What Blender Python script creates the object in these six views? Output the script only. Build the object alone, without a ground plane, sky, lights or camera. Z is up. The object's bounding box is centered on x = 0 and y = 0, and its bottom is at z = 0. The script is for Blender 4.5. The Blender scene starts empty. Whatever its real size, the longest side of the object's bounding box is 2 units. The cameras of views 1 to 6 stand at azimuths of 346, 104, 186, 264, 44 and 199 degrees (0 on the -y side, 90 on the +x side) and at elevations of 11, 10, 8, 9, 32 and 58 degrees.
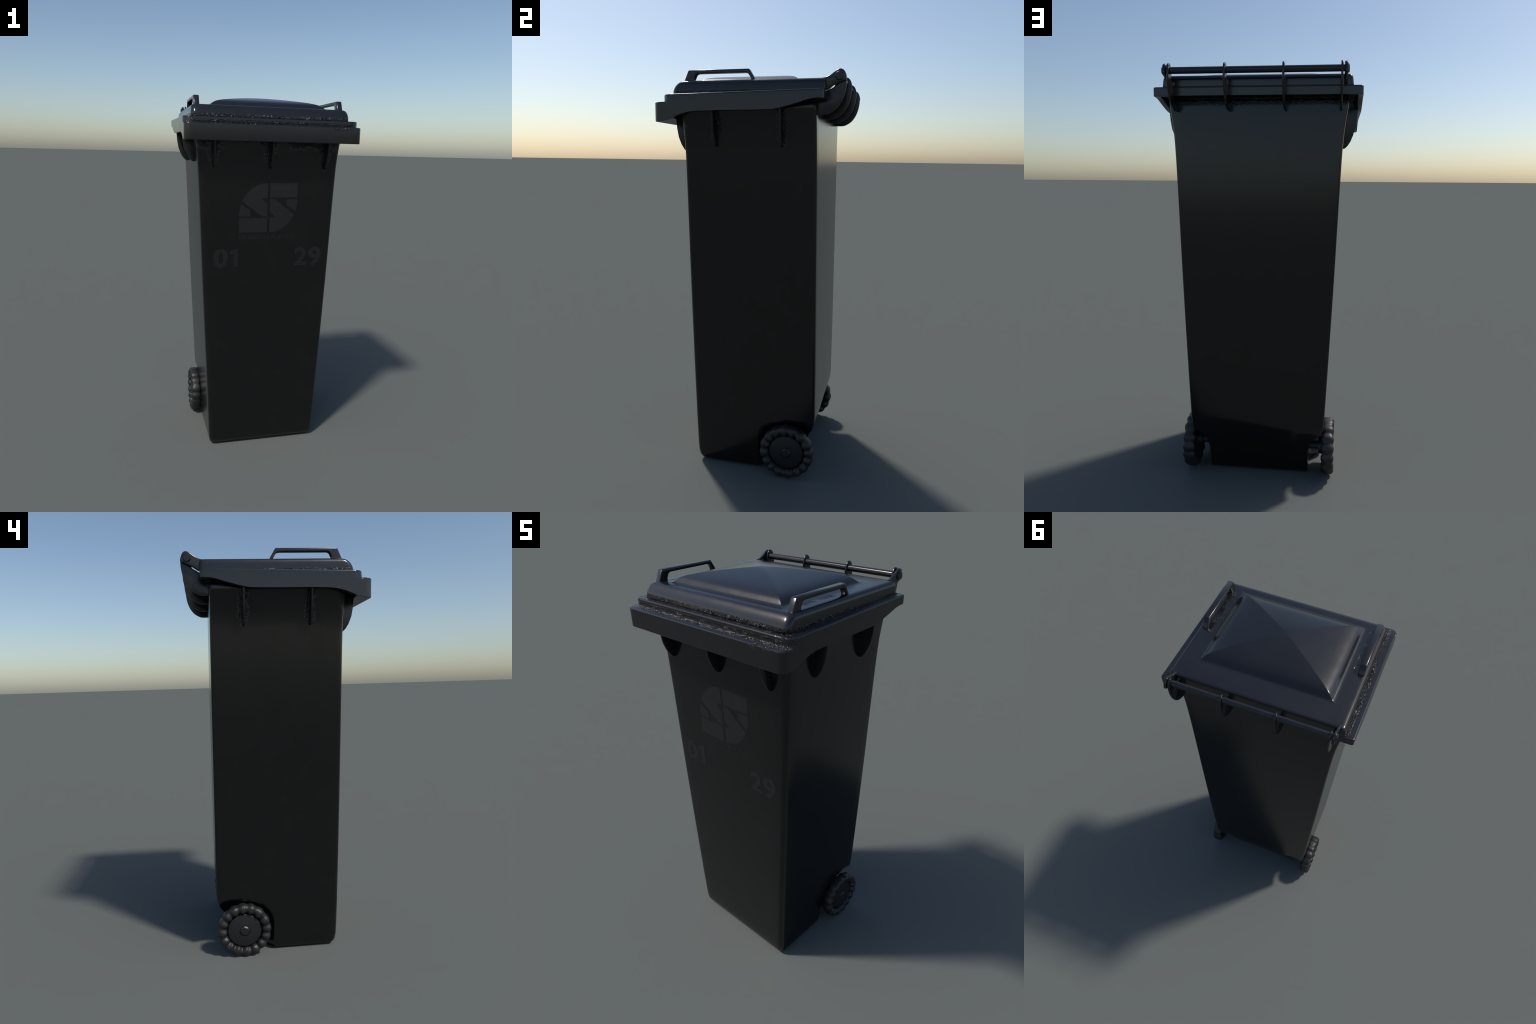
"""Black two-wheeled refuse bin: tapered moulded body, hinged lid with two grab
handles, hinge bar held by curved fins, lobed wheels in arched wells."""
import bpy, bmesh, math, random
from mathutils import Vector, Matrix

random.seed(7)
SCN = bpy.context.scene.collection

# ------------------------------------------------------------------ helpers
def lerp(a, b, t):
    return a + (b - a) * t

def curve(keys, t):
    """piecewise linear lookup through (t, value...) keys"""
    if t <= keys[0][0]:
        return keys[0][1:]
    for a, b in zip(keys, keys[1:]):
        if t <= b[0]:
            f = (t - a[0]) / (b[0] - a[0])
            return tuple(lerp(p, q, f) for p, q in zip(a[1:], b[1:]))
    return keys[-1][1:]

def smooth_curve(keys, t):
    """piecewise cubic (Catmull-Rom, clamped) lookup"""
    n = len(keys)
    if t <= keys[0][0]:
        return keys[0][1:]
    if t >= keys[-1][0]:
        return keys[-1][1:]
    for i in range(n - 1):
        a, b = keys[i], keys[i + 1]
        if t <= b[0]:
            h = b[0] - a[0]
            f = (t - a[0]) / h
            out = []
            for k in range(1, len(a)):
                d = (b[k] - a[k]) / h
                m0 = d if i == 0 else 0.5 * (d + (a[k] - keys[i-1][k]) / (a[0] - keys[i-1][0]))
                m1 = d if i == n - 2 else 0.5 * (d + (keys[i+2][k] - b[k]) / (keys[i+2][0] - b[0]))
                f2, f3 = f * f, f * f * f
                out.append((2*f3-3*f2+1)*a[k] + (f3-2*f2+f)*h*m0 + (-2*f3+3*f2)*b[k] + (f3-f2)*h*m1)
            return tuple(out)

def make_object(name, bm, material, parent=None, sharp=35, location=None):
    me = bpy.data.meshes.new(name)
    bmesh.ops.recalc_face_normals(bm, faces=bm.faces)
    bm.to_mesh(me)
    bm.free()
    me.shade_smooth()
    me.set_sharp_from_angle(angle=math.radians(sharp))
    me.materials.append(material)
    ob = bpy.data.objects.new(name, me)
    SCN.objects.link(ob)
    if parent:
        ob.parent = parent
    if location:
        ob.location = location
    return ob

def rounded_rect(x0, x1, y0, y1, rf, rb, side=10, arc=6):
    """ring of points, counter-clockwise from the front left corner; rf / rb are
    the corner radii at the front (y0) and the back (y1)"""
    pts = []
    corners = [(x0 + rf, y0 + rf, rf, 180), (x1 - rf, y0 + rf, rf, 270),
               (x1 - rb, y1 - rb, rb, 0), (x0 + rb, y1 - rb, rb, 90)]
    for i, (cx, cy, r, a0) in enumerate(corners):
        for k in range(arc + 1):
            a = math.radians(a0 + 90 * k / arc)
            pts.append((cx + r * math.cos(a), cy + r * math.sin(a)))
        nx, ny, nr, na = corners[(i + 1) % 4]
        a = math.radians(na)
        p = pts[-1]
        q = (nx + nr * math.cos(a), ny + nr * math.sin(a))
        for k in range(1, side):
            pts.append((lerp(p[0], q[0], k / side), lerp(p[1], q[1], k / side)))
    return pts

def loft(bm, rings, cap_first=True, cap_last=True):
    rows = [[bm.verts.new(p) for p in ring] for ring in rings]
    n = len(rows[0])
    for a, b in zip(rows, rows[1:]):
        for i in range(n):
            j = (i + 1) % n
            bm.faces.new((a[i], a[j], b[j], b[i]))
    if cap_first:
        bm.faces.new(rows[0][::-1])
    if cap_last:
        bm.faces.new(rows[-1])
    return rows

def plate(outline, thickness, axis='x', bevel=0.002, segments=2):
    """flat plate: closed 2D outline extruded symmetrically along an axis, edges rounded"""
    bm = bmesh.new()
    h = thickness / 2
    def place(p, t):
        return (t, p[0], p[1]) if axis == 'x' else (p[0], t, p[1])
    a = [bm.verts.new(place(p, -h)) for p in outline]
    b = [bm.verts.new(place(p, h)) for p in outline]
    n = len(a)
    for i in range(n):
        j = (i + 1) % n
        bm.faces.new((a[i], a[j], b[j], b[i]))
    bm.faces.new(a[::-1])
    bm.faces.new(b)
    bmesh.ops.recalc_face_normals(bm, faces=bm.faces)
    if bevel:
        caps = {e for f in bm.faces if len(f.verts) == n for e in f.edges}
        bmesh.ops.bevel(bm, geom=list(caps), offset=bevel, segments=segments, profile=0.5, affect='EDGES')
    return bm

def smooth_outline(points, per=6):
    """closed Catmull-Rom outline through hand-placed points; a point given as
    (y, z, 1) stays a hard corner"""
    n = len(points)
    out = []
    for i in range(n):
        p0, p1, p2, p3 = (points[(i + k - 1) % n] for k in range(4))
        c1, c2 = len(p1) > 2, len(p2) > 2
        for k in range(per):
            t = k / per
            res = []
            for d in (0, 1):
                m1 = (p2[d] - p1[d]) if c1 else (p2[d] - p0[d]) / 2
                m2 = (p2[d] - p1[d]) if c2 else (p3[d] - p1[d]) / 2
                t2, t3 = t*t, t*t*t
                res.append((2*t3-3*t2+1)*p1[d] + (t3-2*t2+t)*m1 + (-2*t3+3*t2)*p2[d] + (t3-t2)*m2)
            out.append(tuple(res))
    return out

def cylinder(bm, r, x0, x1, cy, cz, segments=32, bevel=0.0):
    prof = [(x0, r - bevel), (x0 + bevel, r), (x1 - bevel, r), (x1, r - bevel)] if bevel else [(x0, r), (x1, r)]
    rings = [[(x, cy + rr * math.cos(2*math.pi*i/segments), cz + rr * math.sin(2*math.pi*i/segments))
              for i in range(segments)] for x, rr in prof]
    loft(bm, rings)

def revolve_x(bm, profile, segments=64):
    """surface of revolution about the x axis, profile = [(x, r)], ends capped"""
    rings = [[(x, r * math.cos(2*math.pi*i/segments), r * math.sin(2*math.pi*i/segments))
              for i in range(segments)] for x, r in profile]
    loft(bm, rings)

# ---------------------------------------------------------------- materials
class Nodes:
    def __init__(self, name):
        self.mat = bpy.data.materials.new(name)
        self.mat.use_nodes = True
        self.t = self.mat.node_tree
        self.bsdf = self.t.nodes['Principled BSDF']
        co = self.t.nodes.new('ShaderNodeTexCoord')
        self.co = co.outputs['Object']
        sep = self.t.nodes.new('ShaderNodeSeparateXYZ')
        self.t.links.new(self.co, sep.inputs[0])
        self.x, self.y, self.z = sep.outputs
    def link(self, a, b):
        self.t.links.new(a, b)
    def math(self, op, a, b=None):
        n = self.t.nodes.new('ShaderNodeMath')
        n.operation = op
        for i, v in enumerate((a, b)):
            if v is None:
                continue
            if isinstance(v, (int, float)):
                n.inputs[i].default_value = v
            else:
                self.link(v, n.inputs[i])
        return n.outputs[0]
    def ramp(self, v, a, b):
        """0 below a, 1 above b, smooth between (a > b reverses)"""
        n = self.t.nodes.new('ShaderNodeMapRange')
        n.interpolation_type = 'SMOOTHSTEP'
        lo, hi, o0, o1 = (a, b, 0, 1) if a < b else (b, a, 1, 0)
        for k, val in zip(('From Min', 'From Max', 'To Min', 'To Max'), (lo, hi, o0, o1)):
            n.inputs[k].default_value = val
        self.link(v, n.inputs['Value'])
        return n.outputs[0]
    def band(self, v, lo, hi, soft):
        return self.math('MULTIPLY', self.ramp(v, lo - soft, lo), self.ramp(v, hi + soft, hi))
    def mul(self, *vs):
        out = vs[0]
        for v in vs[1:]:
            out = self.math('MULTIPLY', out, v)
        return out
    def maximum(self, *vs):
        out = vs[0]
        for v in vs[1:]:
            out = self.math('MAXIMUM', out, v)
        return out
    def noise(self, scale, detail=3, rough=0.5, stretch=None):
        n = self.t.nodes.new('ShaderNodeTexNoise')
        n.inputs['Scale'].default_value = scale
        n.inputs['Detail'].default_value = detail
        n.inputs['Roughness'].default_value = rough
        if stretch:
            m = self.t.nodes.new('ShaderNodeMapping')
            m.inputs['Scale'].default_value = stretch
            self.link(self.co, m.inputs['Vector'])
            self.link(m.outputs[0], n.inputs['Vector'])
        else:
            self.link(self.co, n.inputs['Vector'])
        return n.outputs['Fac']
    def bump(self, height, distance, strength=1.0, normal=None):
        n = self.t.nodes.new('ShaderNodeBump')
        n.inputs['Distance'].default_value = distance
        n.inputs['Strength'].default_value = strength
        self.link(height, n.inputs['Height'])
        if normal is not None:
            self.link(normal, n.inputs['Normal'])
        return n.outputs[0]
    def facets(self, scale, tilt, mask):
        """tiny flat facets, each leaning its own way: scuffed plastic that glints"""
        v = self.t.nodes.new('ShaderNodeTexVoronoi')
        v.inputs['Scale'].default_value = scale
        self.link(self.co, v.inputs['Vector'])
        def vec(op, a, b=None):
            n = self.t.nodes.new('ShaderNodeVectorMath')
            n.operation = op
            self.link(a, n.inputs[0])
            if isinstance(b, tuple):
                n.inputs[1].default_value = b
            elif b is not None:
                self.link(b, n.inputs[1])
            return n
        lean = vec('SUBTRACT', v.outputs['Color'], (0.5, 0.5, 0.5))
        sc = vec('SCALE', lean.outputs[0])
        self.link(self.mul(mask, tilt), sc.inputs['Scale'])
        geo = self.t.nodes.new('ShaderNodeNewGeometry')
        return vec('NORMALIZE', vec('ADD', geo.outputs['Normal'], sc.outputs[0]).outputs[0]).outputs[0]
    def mix_colour(self, fac, a, b):
        n = self.t.nodes.new('ShaderNodeMix')
        n.data_type = 'RGBA'
        self.link(fac, n.inputs['Factor'])
        n.inputs['A'].default_value = (*a, 1)
        n.inputs['B'].default_value = (*b, 1)
        return n.outputs['Result']

FRONT_RIBS = (-0.3075, 0.0, 0.3075)
SIDE_RIBS = (-0.155, 0.155)

def body_material():
    m = Nodes('black_body_plastic')
    b = m.bsdf
    col = m.mix_colour(m.ramp(m.noise(9, 4), 0.35, 0.7), (0.0048, 0.0052, 0.0049), (0.0057, 0.0060, 0.0056))
    m.link(col, b.inputs['Base Color'])
    streak = m.noise(30, 3, 0.6, (1, 1, 0.03))
    r = m.math('MULTIPLY_ADD', streak, 0.06)
    r.node.inputs[2].default_value = 0.15
    m.link(r, b.inputs['Roughness'])
    # rough moulding texture round the gussets and the rim
    ribs = []
    for xr in FRONT_RIBS:
        ribs.append(m.mul(m.band(m.x, xr - 0.018, xr + 0.018, 0.025), m.ramp(m.y, -0.29, -0.30)))
    for yr in SIDE_RIBS:
        ribs.append(m.band(m.y, yr - 0.010, yr + 0.010, 0.022))
    ribmask = m.mul(m.maximum(*ribs), m.ramp(m.z, 1.63, 1.71))
    rim = m.mul(m.ramp(m.z, 1.70, 1.74), m.ramp(m.y, -0.29, -0.30))
    rear = m.mul(m.ramp(m.z, 1.800, 1.815), m.ramp(m.y, 0.29, 0.30), 0.6)
    patches = m.ramp(m.noise(14, 2), 0.48, 0.6)
    mask = m.maximum(m.mul(ribmask, m.ramp(m.noise(30, 2), 0.42, 0.58)), m.mul(rim, patches), rear)
    h = m.mul(m.math('SUBTRACT', m.noise(120, 2, 0.55), 0.5), mask)
    n = m.bump(h, 0.012, 1.0)
    n = m.bump(streak, 0.0003, 0.06, n)
    m.link(n, b.inputs['Normal'])
    return m.mat

def lid_material():
    m = Nodes('black_lid_plastic')
    b = m.bsdf
    b.inputs['Specular IOR Level'].default_value = 0.64
    col = m.mix_colour(m.ramp(m.noise(7, 4), 0.35, 0.7), (0.0074, 0.0078, 0.0090), (0.0090, 0.0093, 0.0105))
    m.link(col, b.inputs['Base Color'])
    ax = m.math('ABSOLUTE', m.x)
    front = m.ramp(m.y, -0.374, -0.382)
    ledge = m.mul(front, m.ramp(m.y, -0.415, -0.402), m.band(m.z, 1.8335, 1.8405, 0.004), m.ramp(m.noise(18, 2), 0.36, 0.5))
    seam = m.mul(m.band(m.z, 1.858, 1.884, 0.004), m.maximum(m.band(ax, 0.427, 0.440, 0.004), m.band(m.y, -0.362, -0.354, 0.003)), m.ramp(m.y, 0.335, 0.325))
    corner = m.mul(m.band(m.x, 0.32, 0.41, 0.02), m.ramp(m.y, -0.33, -0.35), m.ramp(m.z, 1.905, 1.885), m.ramp(m.z, 1.805, 1.838))
    foot = m.mul(m.band(ax, 0.352, 0.374, 0.010), m.band(m.y, -0.255, 0.01, 0.02), m.band(m.z, 1.926, 1.937, 0.004))
    patch = m.ramp(m.noise(22, 2), 0.42, 0.58)
    mask = m.maximum(m.mul(ledge, 0.9), m.mul(seam, m.ramp(m.noise(30, 2), 0.30, 0.45)), m.mul(corner, patch), m.mul(foot, patch, 0.35))
    r = m.math('MULTIPLY_ADD', m.noise(18, 4), 0.10)
    r.node.inputs[2].default_value = 0.16
    r = m.math('SUBTRACT', r, m.mul(mask, 0.06))
    m.link(r, b.inputs['Roughness'])
    h = m.mul(m.math('SUBTRACT', m.noise(125, 2, 0.6), 0.5), mask)
    n = m.bump(h, 0.008, 1.0, m.facets(260, 1.1, mask))
    n = m.bump(m.noise(35, 3), 0.0008, 0.12, n)
    m.link(n, b.inputs['Normal'])
    return m.mat

def plain_material(name, colour, rough, grain=60, bump=0.0008):
    m = Nodes(name)
    c2 = tuple(min(1, c * 1.25) for c in colour)
    m.link(m.mix_colour(m.ramp(m.noise(grain, 3), 0.35, 0.7), colour, c2), m.bsdf.inputs['Base Color'])
    m.bsdf.inputs['Roughness'].default_value = rough
    if bump:
        m.link(m.bump(m.noise(grain, 4), bump, 0.3), m.bsdf.inputs['Normal'])
    return m.mat

def tyre_material():
    m = Nodes('tyre_rubber')
    brown_patches = m.ramp(m.noise(22, 4), 0.50, 0.70)
    m.link(m.mix_colour(brown_patches, (0.0135, 0.0132, 0.0132), (0.0230, 0.0185, 0.0150)), m.bsdf.inputs['Base Color'])
    m.bsdf.inputs['Roughness'].default_value = 0.46
    m.link(m.bump(m.noise(90, 3), 0.0010, 0.3), m.bsdf.inputs['Normal'])
    return m.mat

MAT_BODY = body_material()
MAT_LID = lid_material()
MAT_TRIM = plain_material('black_trim_plastic', (0.009, 0.009, 0.010), 0.26)
MAT_GLOSS = plain_material('glossy_bar_plastic', (0.011, 0.011, 0.012), 0.20, 40, 0.0004)
MAT_TYRE = tyre_material()
MAT_WHEEL = plain_material('wheel_plastic', (0.0115, 0.0118, 0.0122), 0.42)
MAT_AXLE = plain_material('axle_steel', (0.018, 0.018, 0.018), 0.5)
MAT_MARK = plain_material('grey_stamped_mark', (0.0100, 0.0103, 0.0112), 0.30, 50, 0.0001)
MAT_DIGIT = plain_material('faint_stamped_digit', (0.0088, 0.0091, 0.0098), 0.30, 50, 0.0001)

# --------------------------------------------------------------- root empty
root = bpy.data.objects.new('wheeled_bin', None)
root.location = (0, -0.0025, 0)
SCN.objects.link(root)
root['label'] = 'tall black plastic two-wheeled refuse bin with hinged lid'
root['category'] = 'wheelie bin'

# --------------------------------------------------------------------- body
WHEEL_Y, WHEEL_Z, WHEEL_X = 0.1965, 0.1378, 0.3445
#  z, half width, front y, rear y, front corner radius, rear corner radius
BODY = [
    (0.004, 0.290, -0.246, 0.214, 0.020, 0.020),
    (0.007, 0.301, -0.262, 0.224, 0.022, 0.020),
    (0.015, 0.308, -0.2755, 0.233, 0.024, 0.020),
    (0.032, 0.3125, -0.2835, 0.241, 0.025, 0.020),
    (0.060, 0.315, -0.288, 0.249, 0.026, 0.020),
    (0.100, 0.3168, -0.2898, 0.260, 0.026, 0.020),
    (0.140, 0.3183, -0.2910, 0.272, 0.026, 0.020),
    (0.180, 0.3200, -0.2920, 0.287, 0.026, 0.020),
    (0.220, 0.3220, -0.2932, 0.303, 0.026, 0.019),
    (0.250, 0.3236, -0.2940, 0.3175, 0.026, 0.018),
    (0.275, 0.3244, -0.2943, 0.327, 0.026, 0.018),
    (0.300, 0.3254, -0.2947, 0.3305, 0.026, 0.017),
    (0.325, 0.3264, -0.2950, 0.332, 0.026, 0.016),
    (0.360, 0.3280, -0.2958, 0.331, 0.026, 0.015),
    (0.550, 0.3370, -0.2990, 0.329, 0.026, 0.013),
    (1.000, 0.3580, -0.3055, 0.322, 0.026, 0.012),
    (1.540, 0.3805, -0.3132, 0.3135, 0.027, 0.012),
    (1.620, 0.3850, -0.3148, 0.3120, 0.028, 0.012),
    (1.680, 0.3895, -0.3170, 0.3105, 0.028, 0.012),
    (1.750, 0.3985, -0.3205, 0.3090, 0.029, 0.012),
    (1.800, 0.4070, -0.3235, 0.3080, 0.030, 0.012),
    (1.822, 0.4105, -0.3250, 0.3070, 0.030, 0.012),
    (1.829, 0.4080, -0.3240, 0.3040, 0.030, 0.012),
    (1.833, 0.4010, -0.3180, 0.2980, 0.030, 0.012),
    (1.845, 0.3980, -0.3150, 0.2960, 0.030, 0.012),
]
levels = sorted({k[0] for k in BODY} | {0.36 + 0.04 * i for i in range(37)})
bm = bmesh.new()
rings = []
for z in levels:
    hw, yf, yr, rf, rb = smooth_curve(BODY, z)
    hw, yf, yr = hw + 0.001, yf - 0.005 + 0.0022 * min(1.0, max(0.0, z - 0.6)), yr
    rings.append([(x, y, z) for x, y in rounded_rect(-hw, hw, yf, yr, rf, rb, 14, 6)])
# rim flange tucked under the lid, then the closed top
def rim_ring(hw, yf, yr, z):
    return [(x, y, z) for x, y in rounded_rect(-hw, hw, yf, yr, 0.03, 0.012, 14, 6)]
rings += [rim_ring(0.448, -0.392, 0.312, 1.846), rim_ring(0.448, -0.392, 0.312, 1.856), rim_ring(0.30, -0.25, 0.25, 1.857)]
loft(bm, rings)
body = make_object('body', bm, MAT_BODY, root)

# wheel wells: a flared bowl round the axle, open downwards
def well_reach(a):
    """the well hugs the tyre on top and runs out to the back (a = 0) and front"""
    c = math.cos(a)
    return 1 + 0.42 * max(0.0, c) + 0.18 * max(0.0, -c) ** 2

def well_cutter(side):
    cut = bmesh.new()
    prof = [(0.247, 0.018), (0.2485, 0.045), (0.253, 0.066), (0.262, 0.082), (0.278, 0.096), (0.292, 0.107),
            (0.303, 0.116), (0.312, 0.123), (0.318, 0.128), (0.323, 0.134), (0.331, 0.146)]
    seg = 48
    rr = []
    for x, r in prof:
        ring = []
        for i in range(seg + 1):
            a = math.pi * i / seg
            k = 1.05 * r * well_reach(a)
            ring.append((side * x, WHEEL_Y + k * math.cos(a), WHEEL_Z + k * math.sin(a)))
        ring += [(side * x, WHEEL_Y - r * 1.235, 0.050), (side * x, WHEEL_Y - r * 1.24 - 0.006, 0.028), (side * x, WHEEL_Y - r * 1.24 - 0.022, 0.010),
                 (side * x, WHEEL_Y - r * 1.24 - 0.045, -0.05), (side * x, WHEEL_Y + r * 1.45 + 0.12, -0.05), (side * x, WHEEL_Y + r * 1.45 + 0.12, WHEEL_Z)]
        rr.append(ring)
    loft(cut, rr)
    return make_object('well_cutter', cut, MAT_BODY)

for side in (-1, 1):
    cutter = well_cutter(side)
    md = body.modifiers.new('well', 'BOOLEAN')
    md.object = cutter
    md.operation = 'DIFFERENCE'
    md.solver = 'EXACT'
    bpy.context.view_layer.update()
    dg = bpy.context.evaluated_depsgraph_get()
    me = bpy.data.meshes.new_from_object(body.evaluated_get(dg))
    body.modifiers.clear()
    old = body.data
    body.data = me
    me.name = 'body'
    bpy.data.meshes.remove(old)
    bpy.data.objects.remove(cutter)
body.data.shade_smooth()
body.data.set_sharp_from_angle(angle=math.radians(38))

# gusset ribs under the lid: thin sails, widest at the top
def rib_outline(depth_top, height):
    keys = [(0.0, 0.0), (0.02, 0.16), (0.10, 0.36), (0.24, 0.58), (0.45, 0.78), (0.70, 0.89), (1.0, 0.95)]
    pts = [(-(0.012 + depth_top * d), height * (t - 1)) for t, d in keys]
    return [(0.03, 0.0), (0.02, -height)] + pts

front_rib = None
for xr in FRONT_RIBS:
    if front_rib is None:
        front_rib = make_object('support_rib', plate(rib_outline(0.071, 0.17), 0.0095, 'x', 0.003, 3), MAT_TRIM, body)
        ob = front_rib
    else:
        ob = front_rib.copy()
        SCN.objects.link(ob)
    ob.location = (xr, -0.308, 1.782)
side_rib = None
for sx in (1, -1):
    for yr in SIDE_RIBS:
        if side_rib is None:
            side_rib = make_object('support_rib', plate(rib_outline(0.068, 0.165), 0.0095, 'x', 0.003, 3), MAT_TRIM, body)
            ob = side_rib
        else:
            ob = side_rib.copy()
            SCN.objects.link(ob)
        ob.location = (sx * 0.379, yr, 1.805)
        ob.rotation_euler = (0, 0, math.radians(90 if sx > 0 else -90))

# hinge fins and bar at the back
FIN = [(0.300, 1.781, 1), (0.340, 1.7815), (0.362, 1.789), (0.381, 1.801), (0.397, 1.817), (0.412, 1.842), (0.421, 1.866),
       (0.427, 1.893), (0.4295, 1.925), (0.427, 1.946), (0.418, 1.964), (0.405, 1.972), (0.391, 1.967),
       (0.381, 1.950), (0.378, 1.922), (0.379, 1.902), (0.363, 1.891), (0.344, 1.880, 1), (0.344, 1.842, 1), (0.300, 1.842, 1)]
fin0 = None
for xf in (0.375, 0.1275, -0.1275, -0.375):
    if fin0 is None:
        fin0 = make_object('hinge_fin', plate(smooth_outline(FIN, 4), 0.0095, 'x', 0.003, 3), MAT_TRIM, body)
        ob = fin0
    else:
        ob = fin0.copy()
        SCN.objects.link(ob)
    ob.location = (xf, 0.0015, 0)

bm = bmesh.new()
cylinder(bm, 0.0145, -0.397, 0.397, 0.4015, 1.9415, 40)
make_object('hinge_bar', bm, MAT_GLOSS, body)

# ---------------------------------------------------------------------- lid
def skirt_bottom(y):
    return smooth_curve([(-0.43, 1.750), (-0.385, 1.752), (-0.362, 1.757), (-0.336, 1.768), (-0.293, 1.783),
                         (-0.255, 1.791), (-0.20, 1.794), (0.09, 1.797), (0.135, 1.799), (0.165, 1.805),
                         (0.23, 1.822), (0.285, 1.838), (0.315, 1.842), (0.36, 1.843)], y)[0]

def skirt_top(y):
    return 1.8685 + 0.0135 * (y + 0.385) / 0.725

SIDE, ARC = 40, 8
def lid_ring(hw, yf, yr, rf, rb, z):
    ring = []
    for x, y in rounded_rect(-hw, hw, yf, yr, rf, rb, SIDE, ARC):
        ring.append((x, y, z(y) if callable(z) else z))
    return ring

def step_z(y):      # ledge level, running out along the sides
    return 1.835 + max(0.0, y + 0.36) * 0.030

bm = bmesh.new()
rings = [lid_ring(0.30, -0.28, 0.25, 0.02, 0.02, 1.856)]
def rise(y):        # underside of the front band slopes up towards the body
    return 0.018 * min(1.0, max(0.0, (-0.350 - y) / 0.02))
def trough(y):      # the skirt top is flat
    return 0.0
def groove(y):      # parting groove along the front of the raised tray
    return 0.0005 + 0.0045 * min(1.0, max(0.0, (-0.335 - y) / 0.01))
for hw, yf, yr, rf, rb, z in [
        (0.4400, -0.372, 0.325, 0.024, 0.010, 1.856),
        (0.4400, -0.376, 0.326, 0.024, 0.010, lambda y: skirt_bottom(y) + 0.004 + rise(y)),
        (0.4430, -0.380, 0.328, 0.026, 0.010, lambda y: skirt_bottom(y) + 0.0008 + rise(y)),
        (0.4475, -0.386, 0.330, 0.027, 0.010, lambda y: skirt_bottom(y) + rise(y)),
        (0.4680, -0.4270, 0.345, 0.030, 0.012, skirt_bottom),
        (0.4700, -0.4285, 0.347, 0.030, 0.012, lambda y: skirt_bottom(y) + 0.0015),
        (0.4700, -0.4288, 0.347, 0.030, 0.012, lambda y: skirt_bottom(y) + 0.0045),
        (0.4700, -0.4290, 0.347, 0.030, 0.012, lambda y: step_z(y) - 0.009),
        (0.4700, -0.4290, 0.347, 0.030, 0.012, lambda y: step_z(y) - 0.005),
        (0.4700, -0.4275, 0.347, 0.031, 0.012, lambda y: step_z(y) - 0.0015),
        (0.4700, -0.4220, 0.347, 0.034, 0.012, step_z),
        (0.4700, -0.3910, 0.347, 0.044, 0.012, lambda y: step_z(y) + 0.0005),
        (0.4700, -0.3885, 0.347, 0.044, 0.012, lambda y: step_z(y) + 0.003),
        (0.4700, -0.3875, 0.347, 0.043, 0.012, lambda y: step_z(y) + 0.007),
        (0.4700, -0.3870, 0.347, 0.042, 0.012, lambda y: skirt_top(y) - 0.007),
        (0.4698, -0.3868, 0.347, 0.042, 0.012, lambda y: skirt_top(y) - 0.0045),
        (0.4685, -0.3855, 0.3465, 0.041, 0.012, lambda y: skirt_top(y) - 0.0012),
        (0.4650, -0.3820, 0.3455, 0.038, 0.012, skirt_top),
        (0.4600, -0.3770, 0.3452, 0.036, 0.012, skirt_top),
        (0.4550, -0.3720, 0.3450, 0.034, 0.012, lambda y: skirt_top(y) - 0.4 * trough(y)),
        (0.4510, -0.3700, 0.3448, 0.032, 0.012, lambda y: skirt_top(y) - trough(y)),
        (0.4320, -0.3600, 0.3445, 0.030, 0.012, lambda y: skirt_top(y) - trough(y)),
        (0.4305, -0.3590, 0.3443, 0.028, 0.012, lambda y: skirt_top(y) - trough(y) - groove(y)),
        (0.4245, -0.3525, 0.3440, 0.024, 0.012, lambda y: skirt_top(y) - trough(y) - groove(y)),
        (0.4245, -0.3525, 0.3440, 0.024, 0.012, lambda y: skirt_top(y) + 0.0015),
        (0.4270, -0.3565, 0.3465, 0.026, 0.012, lambda y: skirt_top(y) + 0.0025),
        (0.4275, -0.3570, 0.3467, 0.026, 0.012, lambda y: skirt_top(y) + 0.0040)]:
    rings.append(lid_ring(hw, yf, yr, rf, rb, z))
# raised tray: (z, half width, front, rear, front radius)
for z, hw, yf, yr, rf in [(1.890, 0.4270, -0.3550, 0.3467, 0.025), (1.900, 0.4258, -0.3510, 0.3467, 0.025),
                          (1.910, 0.4247, -0.3455, 0.3465, 0.026), (1.918, 0.4234, -0.3385, 0.3460, 0.027),
                          (1.9245, 0.4205, -0.3320, 0.3440, 0.028), (1.9290, 0.4160, -0.3255, 0.3405, 0.029),
                          (1.9315, 0.4100, -0.3170, 0.3355, 0.028), (1.9322, 0.3990, -0.3060, 0.3265, 0.024)]:
    rings.append(lid_ring(hw, yf, yr, rf, 0.014, z))
# flat tray floor, then the hipped dome: rings of a rectangle shrinking on the apex
DOME_C, DOME_X, DOME_F, DOME_B = -0.035, 0.320, 0.234, 0.250
def dome_ring(s, z, r):
    hw = DOME_X * s
    return lid_ring(hw, DOME_C - DOME_F * s, DOME_C + DOME_B * s, r, r, z)
for s, z, r in [(1.10, 1.9320, 0.006), (1.05, 1.9322, 0.005), (1.02, 1.9330, 0.004), (1.00, 1.9350, 0.004), (0.985, 1.9385, 0.004),
                (0.965, 1.9440, 0.004), (0.945, 1.9492, 0.004), (0.92, 1.9540, 0.004), (0.885, 1.9588, 0.004), (0.84, 1.9632, 0.003), (0.80, 1.9664, 0.003),
                (0.74, 1.9706, 0.003), (0.66, 1.9750, 0.003), (0.55, 1.9804, 0.003), (0.42, 1.9862, 0.002),
                (0.28, 1.9919, 0.002), (0.14, 1.9968, 0.002), (0.04, 1.9996, 0.001)]:
    rings.append(dome_ring(s, z, r))
loft(bm, rings)
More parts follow.
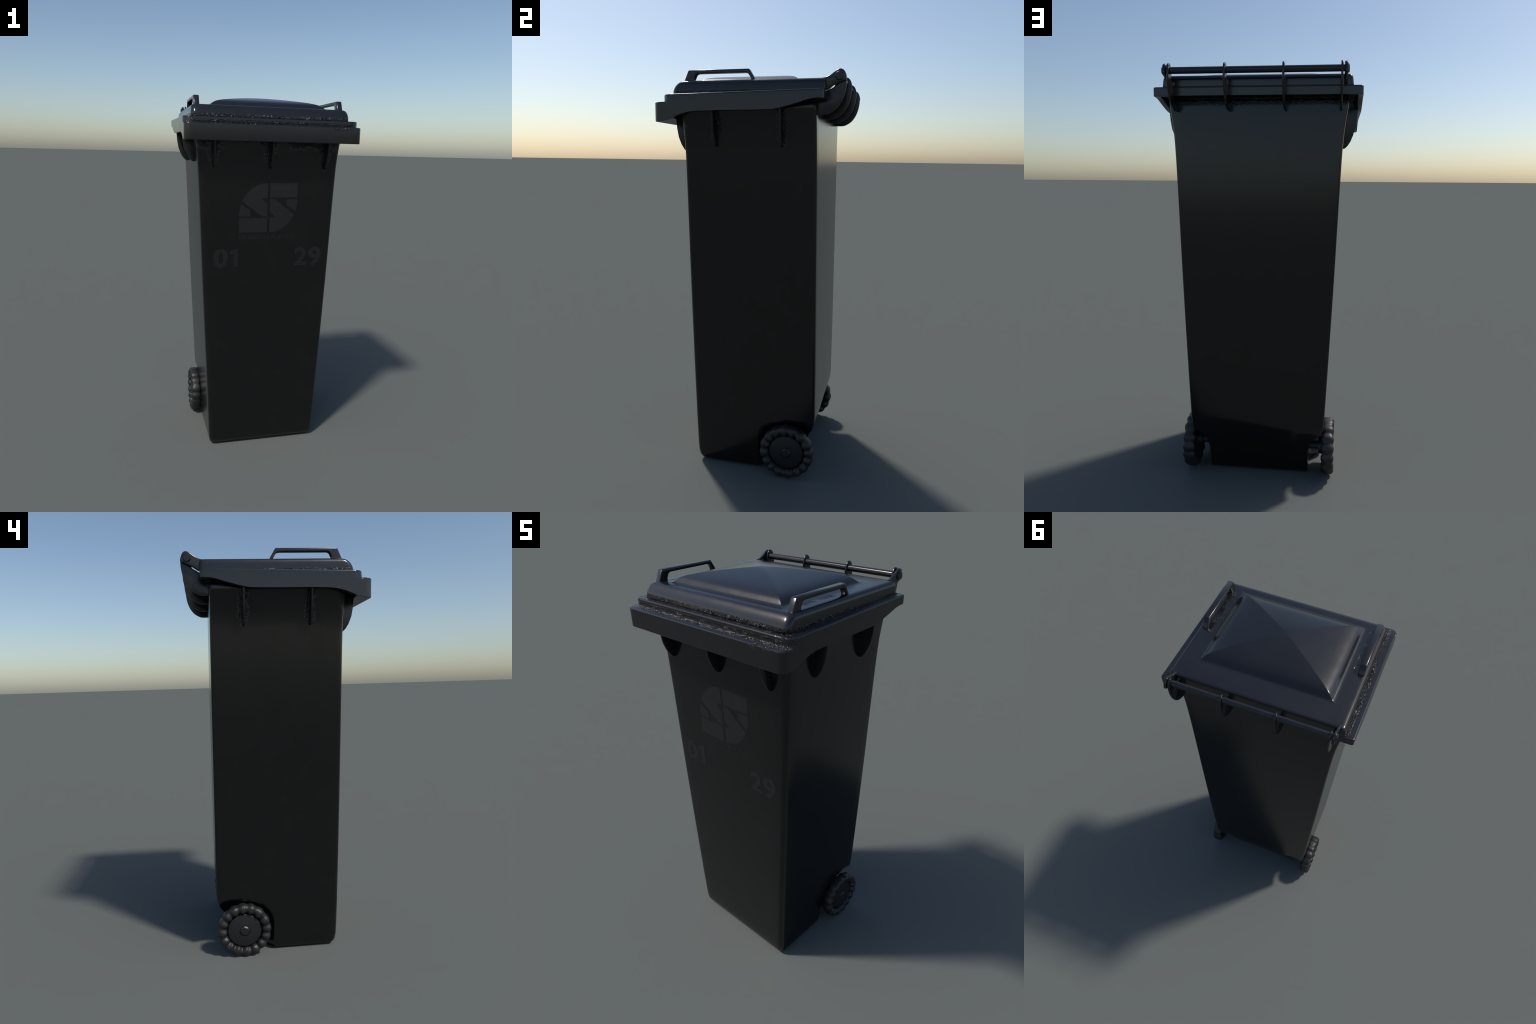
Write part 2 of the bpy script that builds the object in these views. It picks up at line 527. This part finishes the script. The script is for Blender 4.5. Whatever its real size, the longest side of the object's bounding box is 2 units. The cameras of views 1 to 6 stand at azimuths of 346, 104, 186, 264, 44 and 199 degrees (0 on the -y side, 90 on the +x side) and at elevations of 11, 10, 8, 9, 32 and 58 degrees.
lid = make_object('lid', bm, MAT_LID, root, sharp=50)

# grab handles: swept bar, leaning legs
def handle_mesh():
    outer = [(0.031, 1.926), (0.028, 1.938), (0.004, 1.977), (0.000, 1.979), (-0.278, 1.979), (-0.283, 1.976),
             (-0.300, 1.938), (-0.304, 1.926)]
    inner = [(-0.252, 1.926), (-0.256, 1.938), (-0.248, 1.956), (-0.243, 1.9605), (-0.234, 1.963), (-0.016, 1.963), (-0.006, 1.961),
             (0.001, 1.956), (0.012, 1.938), (0.016, 1.926)]
    return plate(outer + inner, 0.029, 'x', 0.0038, 3)

h0 = make_object('lid_handle', handle_mesh(), MAT_LID, lid)
h0.location = (0.390, 0, 0)
h1 = h0.copy()
SCN.objects.link(h1)
h1.location = (-0.3935, 0, 0)
h0.data.set_sharp_from_angle(angle=math.radians(40))

# hinge lugs reaching back from the tray to the bar, with a round boss
LUG = [(0.325, 1.885, 1), (0.325, 1.934, 1), (0.342, 1.9365), (0.362, 1.946), (0.386, 1.963), (0.403, 1.9695), (0.417, 1.963),
       (0.426, 1.945), (0.4295, 1.927), (0.415, 1.9195), (0.384, 1.906), (0.349, 1.885)]
for sx in (1, -1):
    lug = make_object('hinge_lug', plate(smooth_outline(LUG, 4), 0.014, 'x', 0.004, 3), MAT_LID, lid, location=(sx * 0.3925, 0.0015, 0))
    bm = bmesh.new()
    cylinder(bm, 0.019, -0.004, 0.0125, 0.3995, 1.9405, 28, 0.004)
    cap = make_object('hinge_pin_cap', bm, MAT_TRIM, lid, location=(sx * 0.3935, 0.0015, 0))
    if sx < 0:
        cap.rotation_euler = (0, math.pi, 0)
        cap.location = (-0.3935, 0.0015, 2 * 1.9405)

# ------------------------------------------------------------------- wheels
LOBES = 16
def tyre_bmesh():
    bm = bmesh.new()
    around, tube = LOBES * 16, 28
    rows = []
    for i in range(around):
        a = 2 * math.pi * i / around
        w = a * LOBES / 2
        wob = 0.25 * math.sin(3 * a + 0.7) + 0.2 * math.sin(5 * a)   # uneven moulding
        lobe = (0.5 + 0.5 * math.cos(2 * w + wob)) ** 0.75            # fat lobes, deep valleys
        split = 0.0
        if math.sin(4.0 * a + 1.1) > -0.1:                            # some lobes carry a centre groove
            split = 0.055 * math.exp(-((math.sin(w + wob / 2) / 0.13) ** 2))
        s = 0.78 + 0.22 * lobe - split
        row = []
        for k in range(tube):
            t = 2 * math.pi * k / tube
            ct, st = math.cos(t), math.sin(t)
            inner = max(0.0, -ct)                                     # valleys run deep into the hub side
            ex = math.copysign(abs(st) ** 0.66, st) * 0.0320 * (s - 0.30 * inner * (1 - lobe))
            rr = 0.1135 + math.copysign(abs(ct) ** 0.78, ct) * 0.0246 * (0.62 + 0.38 * (s - 0.35 * (1 - lobe)))
            row.append(bm.verts.new((ex, rr * math.cos(a), rr * math.sin(a))))
        rows.append(row)
    for i in range(around):
        p, q = rows[i], rows[(i + 1) % around]
        for k in range(tube):
            l = (k + 1) % tube
            bm.faces.new((p[k], p[l], q[l], q[k]))
    return bm

def disc_bmesh():
    bm = bmesh.new()
    revolve_x(bm, [(-0.022, 0.040), (-0.022, 0.060), (-0.016, 0.104), (-0.008, 0.104), (-0.006, 0.0875), (0.0110, 0.0860), (0.0135, 0.0835), (0.0175, 0.060),
                   (0.0195, 0.028), (0.0185, 0.0275), (0.0165, 0.0265), (0.0165, 0.021), (0.0165, 0.010)], 64)
    return bm

wheel0 = None
for sx in (1, -1):
    loc = (sx * WHEEL_X, WHEEL_Y, WHEEL_Z)
    rot = (math.radians(7 if sx > 0 else 3), 0, 0 if sx > 0 else math.pi)
    if wheel0 is None:
        wheel = make_object('wheel', disc_bmesh(), MAT_WHEEL, root)
        tyre = make_object('tyre', tyre_bmesh(), MAT_TYRE, wheel, sharp=80)
        bm = bmesh.new()
        revolve_x(bm, [(0.012, 0.0265), (0.0195, 0.0260), (0.0245, 0.0195), (0.0245, 0.0180), (0.0240, 0.002)], 8)
        cap = make_object('hub_cap', bm, MAT_WHEEL, wheel, sharp=20)
        bm = bmesh.new()
        revolve_x(bm, [(-0.046, 0.030), (-0.046, 0.041), (-0.018, 0.042)], 32)
        collar = make_object('axle_collar', bm, MAT_WHEEL, wheel)
        wheel0 = (wheel, tyre, cap, collar)
    else:
        wheel = wheel0[0].copy()
        SCN.objects.link(wheel)
        for c in wheel0[1:]:
            k = c.copy()
            SCN.objects.link(k)
            k.parent = wheel
    wheel.location = loc
    wheel.rotation_euler = rot

bm = bmesh.new()
cylinder(bm, 0.020, -0.310, 0.310, WHEEL_Y, WHEEL_Z, 28)
make_object('axle', bm, MAT_AXLE, root)

# ------------------------------------------------------------ stamped marks
def front_y(z):
    return smooth_curve(BODY, z)[1] - 0.005 + 0.0022 * min(1.0, max(0.0, z - 0.6))

FRONT_TILT = math.atan2(-(front_y(1.5) - front_y(1.1)), 0.4)

def on_front(ob, z):
    """stand a mark (built in its own xz plane round z = 0) on the sloping front wall"""
    ob.location = (ob.location.x, front_y(z), z)
    ob.rotation_euler = (FRONT_TILT, 0, 0)

# round-shouldered S emblem with half-turn symmetry, in metres about its centre
def arc_points(cx, cz, rx, rz, a0, a1, n=14):
    return [(cx + rx * math.cos(math.radians(lerp(a0, a1, i / n))), cz + rz * math.sin(math.radians(lerp(a0, a1, i / n)))) for i in range(n + 1)]

H, W, G = 0.134, 0.1625, 0.0065
shoulder = arc_points(-G, -0.040, W - G, H + 0.040, 90, 26)
leaf = arc_points(-G, -0.040, W - G, H + 0.040, 20, 0, 6)
mirror = lambda pts: [(-x, -z) for x, z in pts]
shoulder_left = [(-2 * G - x, z) for x, z in shoulder]
shoulder_left = [(max(x, -W), z) for x, z in shoulder_left]
leaf_left = [(-2 * G - x, z) for x, z in leaf]
emblem_piece = [
    shoulder_left + [(-0.036, -0.047), (-G, -0.047), (-G, 0.020), (-0.041, 0.050), (-G, 0.055)],
    [(G, H), (W, H), (W - 0.001, 0.056), (G, 0.056)],
    leaf_left + [(-W, -0.047), (-0.101, -0.047), (-0.101, -0.014)],
]
emblem_piece += [mirror(p) for p in emblem_piece]
emblem_root = None
for pts in emblem_piece:
    bm = plate(pts, 0.0014, 'y', 0)
    ob = make_object('emblem_piece', bm, MAT_MARK, body)
    ob.location.x = -0.002
    on_front(ob, 1.401)

def lettering(name, text, x0, x1, z0, z1, bold):
    cu = bpy.data.curves.new(name, 'FONT')
    cu.body = text
    cu.extrude = 0.0007
    cu.offset = bold
    cu.size = 1.0
    cu.resolution_u = 6
    tmp = bpy.data.objects.new(name, cu)
    SCN.objects.link(tmp)
    bpy.context.view_layer.update()
    dg = bpy.context.evaluated_depsgraph_get()
    me = bpy.data.meshes.new_from_object(tmp.evaluated_get(dg))
    bpy.data.objects.remove(tmp)
    xs = [v.co.x for v in me.vertices]
    ys = [v.co.y for v in me.vertices]
    fx = (x1 - x0) / (max(xs) - min(xs))
    fz = (z1 - z0) / (max(ys) - min(ys))
    zm = (z0 + z1) / 2
    for v in me.vertices:
        x, y, d = v.co
        v.co = (x0 + (x - min(xs)) * fx, -d, z0 - zm + (y - min(ys)) * fz)
    me.name = name
    me.materials.clear()
    me.materials.append(MAT_DIGIT)
    ob = bpy.data.objects.new(name, me)
    SCN.objects.link(ob)
    ob.parent = body
    on_front(ob, zm)

lettering('digit', '0', -0.304, -0.223, 1.072, 1.178, 0.03)
one = [(-0.215, 1.162), (-0.190, 1.174), (-0.176, 1.1765), (-0.167, 1.1765), (-0.167, 1.075), (-0.192, 1.075), (-0.192, 1.1515), (-0.212, 1.143)]
digit = make_object('digit', plate([(x, z - 1.126) for x, z in one], 0.0014, 'y', 0), MAT_DIGIT, body)
on_front(digit, 1.126)
lettering('digit', '2', 0.157, 0.229, 1.076, 1.178, 0.03)
lettering('digit', '9', 0.239, 0.315, 1.072, 1.180, 0.03)
lettering('lettering', 'DK RECYCLE PROPERTY', -0.163, 0.155, 1.230, 1.252, 0.012)
